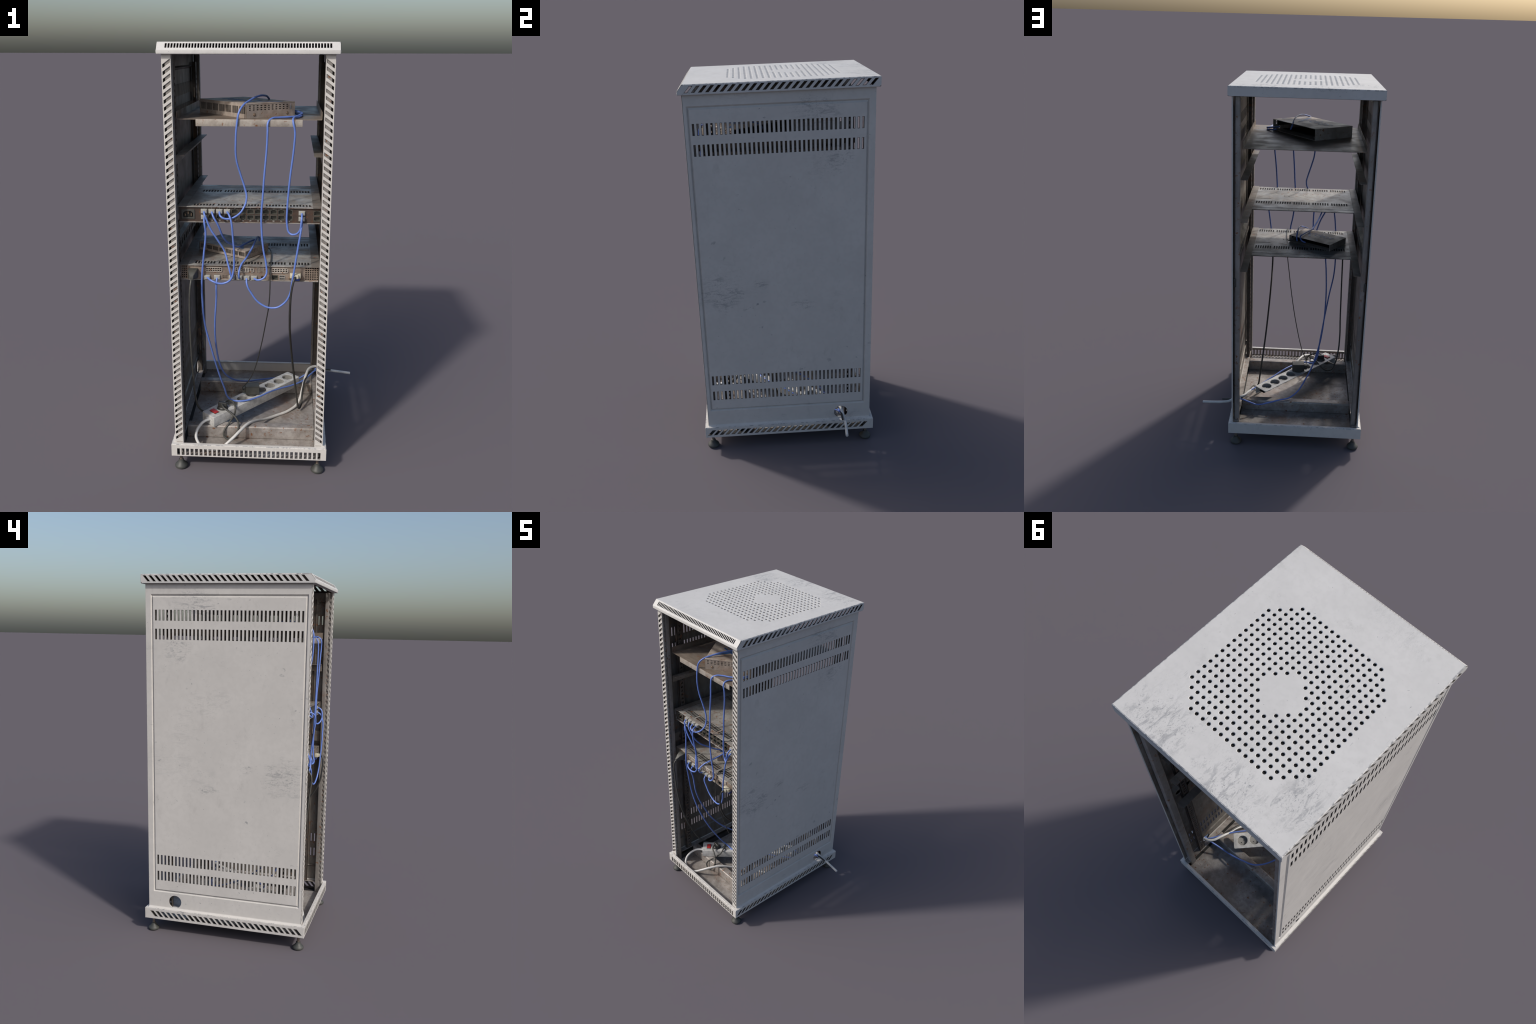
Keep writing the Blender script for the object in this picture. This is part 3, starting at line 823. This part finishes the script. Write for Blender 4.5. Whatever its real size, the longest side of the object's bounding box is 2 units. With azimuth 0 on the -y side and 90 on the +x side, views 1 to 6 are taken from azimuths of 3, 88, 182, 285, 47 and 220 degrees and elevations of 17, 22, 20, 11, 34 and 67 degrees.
# brick adapter on the fourth socket
add("power_adapter", [moved(lathe([(0.0270, Z3 - 0.018), (0.0270, Z3 + 0.007)], 28), (us[3], 0, 0)),
                      moved(box(-0.0370, 0.0370, -0.0260, 0.0260, Z3 + 0.006, Z3 + 0.0535, 0.005, 3), (us[3] + 0.004, 0.000, 0), (0, 0, -0.72)),
                      moved(box(-0.0550, -0.0360, -0.0150, 0.0150, Z3 + 0.012, Z3 + 0.0430, 0.006, 3), (us[3] + 0.004, 0.000, 0), (0, 0, -0.72))], OLIVE, strip)

# ------------------------------------------------------------------ cables
R = 0.0045
runs = [
    # router on the shelf -> third port
    [(0.003, -0.085, 1.716), (-0.006, -0.080, 1.740), (-0.014, -0.120, 1.762), (-0.028, -0.190, 1.774), (-0.052, -0.260, 1.775), (-0.085, -0.335, 1.761), (-0.112, -0.385, 1.741), (-0.126, -0.402, 1.716), (-0.133, -0.406, 1.681),
     (-0.140, -0.405, 1.600), (-0.139, -0.393, 1.516), (-0.123, -0.382, 1.452), (-0.104, -0.376, 1.388), (-0.096, -0.381, 1.349), (-0.106, -0.391, 1.306), (-0.138, -0.412, 1.270), (-0.184, -0.418, 1.257), (-0.208, -0.415, 1.267), (-0.2165, -0.392, 1.2825)],
    # router -> server port
    [(0.070, -0.165, 1.716), (0.112, -0.198, 1.708), (0.143, -0.228, 1.7005), (0.137, -0.262, 1.6970), (0.118, -0.305, 1.6935), (0.083, -0.338, 1.6925), (0.042, -0.362, 1.6925), (0.012, -0.388, 1.6900), (-0.002, -0.405, 1.675), (-0.004, -0.411, 1.639), (-0.006, -0.411, 1.582), (-0.018, -0.411, 1.434), (-0.023, -0.410, 1.357),
     (-0.029, -0.409, 1.277), (-0.027, -0.406, 1.194), (-0.019, -0.404, 1.112), (-0.006, -0.403, 1.039), (-0.006, -0.407, 0.999), (-0.022, -0.412, 0.980), (-0.046, -0.408, 0.972), (-0.0620, -0.391, 0.9735)],
    # router -> upper uplink
    [(0.086, -0.160, 1.702), (0.118, -0.186, 1.695), (0.139, -0.214, 1.6912), (0.141, -0.262, 1.6912), (0.126, -0.335, 1.6912), (0.104, -0.392, 1.6910), (0.104, -0.406, 1.678), (0.112, -0.408, 1.640), (0.110, -0.405, 1.583), (0.094, -0.400, 1.434), (0.089, -0.396, 1.375), (0.084, -0.395, 1.295), (0.085, -0.394, 1.225),
     (0.096, -0.396, 1.191), (0.116, -0.405, 1.187), (0.139, -0.418, 1.205), (0.147, -0.422, 1.245), (0.149, -0.412, 1.270), (0.1495, -0.391, 1.2795)],
    # lower uplink -> server
    [(0.1495, -0.391, 1.2530), (0.150, -0.412, 1.238), (0.147, -0.424, 1.215), (0.133, -0.430, 1.122), (0.112, -0.425, 0.974), (0.101, -0.420, 0.908), (0.073, -0.415, 0.862), (0.028, -0.410, 0.839), (-0.030, -0.407, 0.856), (-0.074, -0.408, 0.909), (-0.094, -0.407, 0.952), (-0.0960, -0.391, 0.9745)],
    # first port -> server
    [(-0.2850, -0.391, 1.2830), (-0.281, -0.408, 1.272), (-0.274, -0.411, 1.257), (-0.257, -0.410, 1.212), (-0.223, -0.402, 1.153), (-0.196, -0.391, 1.102), (-0.180, -0.405, 1.050), (-0.166, -0.412, 0.995), (-0.1640, -0.391, 0.9745)],
    # second port -> router on the server
    [(-0.2508, -0.391, 1.2830), (-0.241, -0.408, 1.262), (-0.225, -0.408, 1.233), (-0.198, -0.370, 1.153), (-0.170, -0.310, 1.109), (-0.142, -0.255, 1.0830), (-0.118, -0.205, 1.0830), (-0.092, -0.150, 1.0830), (-0.073, -0.106, 1.076), (-0.083, -0.090, 1.060), (-0.105, -0.088, 1.050)],
    # fourth port -> server
    [(-0.1822, -0.391, 1.2830), (-0.170, -0.425, 1.276), (-0.162, -0.435, 1.258), (-0.154, -0.430, 1.178), (-0.150, -0.418, 1.071), (-0.154, -0.415, 1.014), (-0.167, -0.418, 0.975), (-0.193, -0.418, 0.958), (-0.219, -0.420, 0.956), (-0.252, -0.416, 0.966), (-0.2770, -0.391, 0.9745)],
    # thirteenth port -> out through the side opening
    [(-0.2850, -0.391, 1.2560), (-0.283, -0.406, 1.240), (-0.278, -0.405, 1.190), (-0.289, -0.400, 1.084), (-0.301, -0.395, 0.955), (-0.302, -0.382, 0.855), (-0.296, -0.368, 0.738), (-0.273, -0.345, 0.614), (-0.248, -0.295, 0.469), (-0.223, -0.225, 0.329), (-0.205, -0.165, 0.235), (-0.185, -0.150, 0.2145), (-0.136, -0.152, 0.2140), (-0.059, -0.107, 0.2135), (0.000, -0.045, 0.2125), (0.060, 0.022, 0.201),
     (0.122, 0.086, 0.188), (0.187, 0.163, 0.181), (0.230, 0.238, 0.183), (0.262, 0.282, 0.186), (0.283, 0.290, 0.184)],
    # server -> out through the side opening
    [(-0.2310, -0.391, 0.9740), (-0.233, -0.405, 0.950), (-0.236, -0.391, 0.880), (-0.248, -0.362, 0.737), (-0.251, -0.305, 0.594), (-0.239, -0.220, 0.442), (-0.210, -0.110, 0.329), (-0.139, 0.065, 0.217), (-0.055, 0.190, 0.1640), (0.023, 0.225, 0.1570), (0.080, 0.240, 0.146), (0.143, 0.250, 0.138), (0.190, 0.262, 0.160), (0.235, 0.275, 0.186), (0.268, 0.280, 0.197), (0.281, 0.282, 0.196)],
    # router on the server -> server
    [(-0.055, -0.112, 1.050), (-0.052, -0.108, 1.078), (-0.058, -0.150, 1.105), (-0.066, -0.225, 1.104), (-0.078, -0.290, 1.086), (-0.102, -0.362, 1.058), (-0.120, -0.391, 1.038), (-0.129, -0.418, 1.007), (-0.129, -0.412, 0.983), (-0.1300, -0.391, 0.9745)],
]
for p in runs:
    cable("patch_cable", p, R, BLUE, rack)
# mains lead of the server: down the left, behind the strip, looped over to the round plug
cable("mains_lead", [(-0.3415, -0.436, 0.986), (-0.343, -0.452, 0.970), (-0.346, -0.460, 0.940), (-0.350, -0.455, 0.886), (-0.354, -0.428, 0.648), (-0.355, -0.370, 0.439), (-0.356, -0.320, 0.319), (-0.347, -0.268, 0.232), (-0.325, -0.205, 0.177), (-0.295, -0.160, 0.160), (-0.262, -0.140, 0.172), (-0.225, -0.145, 0.202),
                     (-0.196, -0.170, 0.224), (-0.172, -0.205, 0.218), (-0.168, -0.235, 0.196), (-0.195, -0.290, 0.161), (-0.217, -0.311, 0.130), (-0.216, -0.318, 0.104), (-0.188, -0.322, 0.0905), (-0.158, -0.314, 0.118), (-0.145, -0.298, 0.162), (-0.160, -0.285, 0.192), (-0.190, -0.272, 0.214), (-0.222, -0.258, 0.230), (-0.236, -0.228, 0.232)], 0.0048, OLIVE, rack)
cable("adapter_lead", [(-0.030, -0.138, 1.046), (-0.008, -0.134, 1.0440), (0.005, -0.165, 1.0405), (0.010, -0.218, 1.0400), (0.012, -0.330, 1.0395), (0.012, -0.388, 1.0365), (0.012, -0.391, 1.015), (0.012, -0.400, 0.984), (0.007, -0.390, 0.851), (-0.009, -0.355, 0.741), (-0.033, -0.300, 0.598), (-0.070, -0.225, 0.430), (-0.110, -0.130, 0.312), (-0.140, -0.080, 0.245), (-0.132, -0.072, 0.232)], 0.0027, BLACK, rack)
cable("video_lead", [(0.127, -0.420, 0.995), (0.121, -0.436, 0.988), (0.115, -0.442, 0.968), (0.107, -0.442, 0.915), (0.104, -0.430, 0.842), (0.104, -0.390, 0.760), (0.105, -0.320, 0.690), (0.113, -0.205, 0.540), (0.124, -0.115, 0.400), (0.138, -0.060, 0.270), (0.150, -0.035, 0.165), (0.161, -0.020, 0.106), (0.172, 0.004, 0.110), (0.177, 0.040, 0.138),
                     (0.184, 0.098, 0.166), (0.199, 0.180, 0.186), (0.230, 0.260, 0.190), (0.268, 0.284, 0.192), (0.346, 0.288, 0.189)], 0.0052, BLACK, rack)
cord = cable("strip_cord", [(-0.293, -0.292, 0.183), (-0.315, -0.312, 0.184), (-0.338, -0.338, 0.170), (-0.350, -0.372, 0.148), (-0.340, -0.405, 0.128), (-0.312, -0.428, 0.110), (-0.270, -0.432, 0.098), (-0.222, -0.418, 0.103), (-0.172, -0.392, 0.135), (-0.134, -0.350, 0.157), (-0.098, -0.290, 0.163), (-0.062, -0.222, 0.140), (-0.018, -0.145, 0.106), (0.036, -0.082, 0.0920), (0.112, -0.017, 0.0920), (0.156, 0.040, 0.105),
                            (0.180, 0.100, 0.158), (0.192, 0.165, 0.180), (0.204, 0.215, 0.196), (0.224, 0.268, 0.206), (0.252, 0.288, 0.208), (0.272, 0.291, 0.204), (0.298, 0.298, 0.186), (0.340, 0.302, 0.178), (0.400, 0.299, 0.172), (0.4595, 0.294, 0.1675)], 0.0075, WIRE, strip)
cord.matrix_parent_inverse = (Matrix.Translation(strip.location) @ Matrix.Rotation(sa, 4, 'Z')).inverted()

bpy.context.view_layer.update()
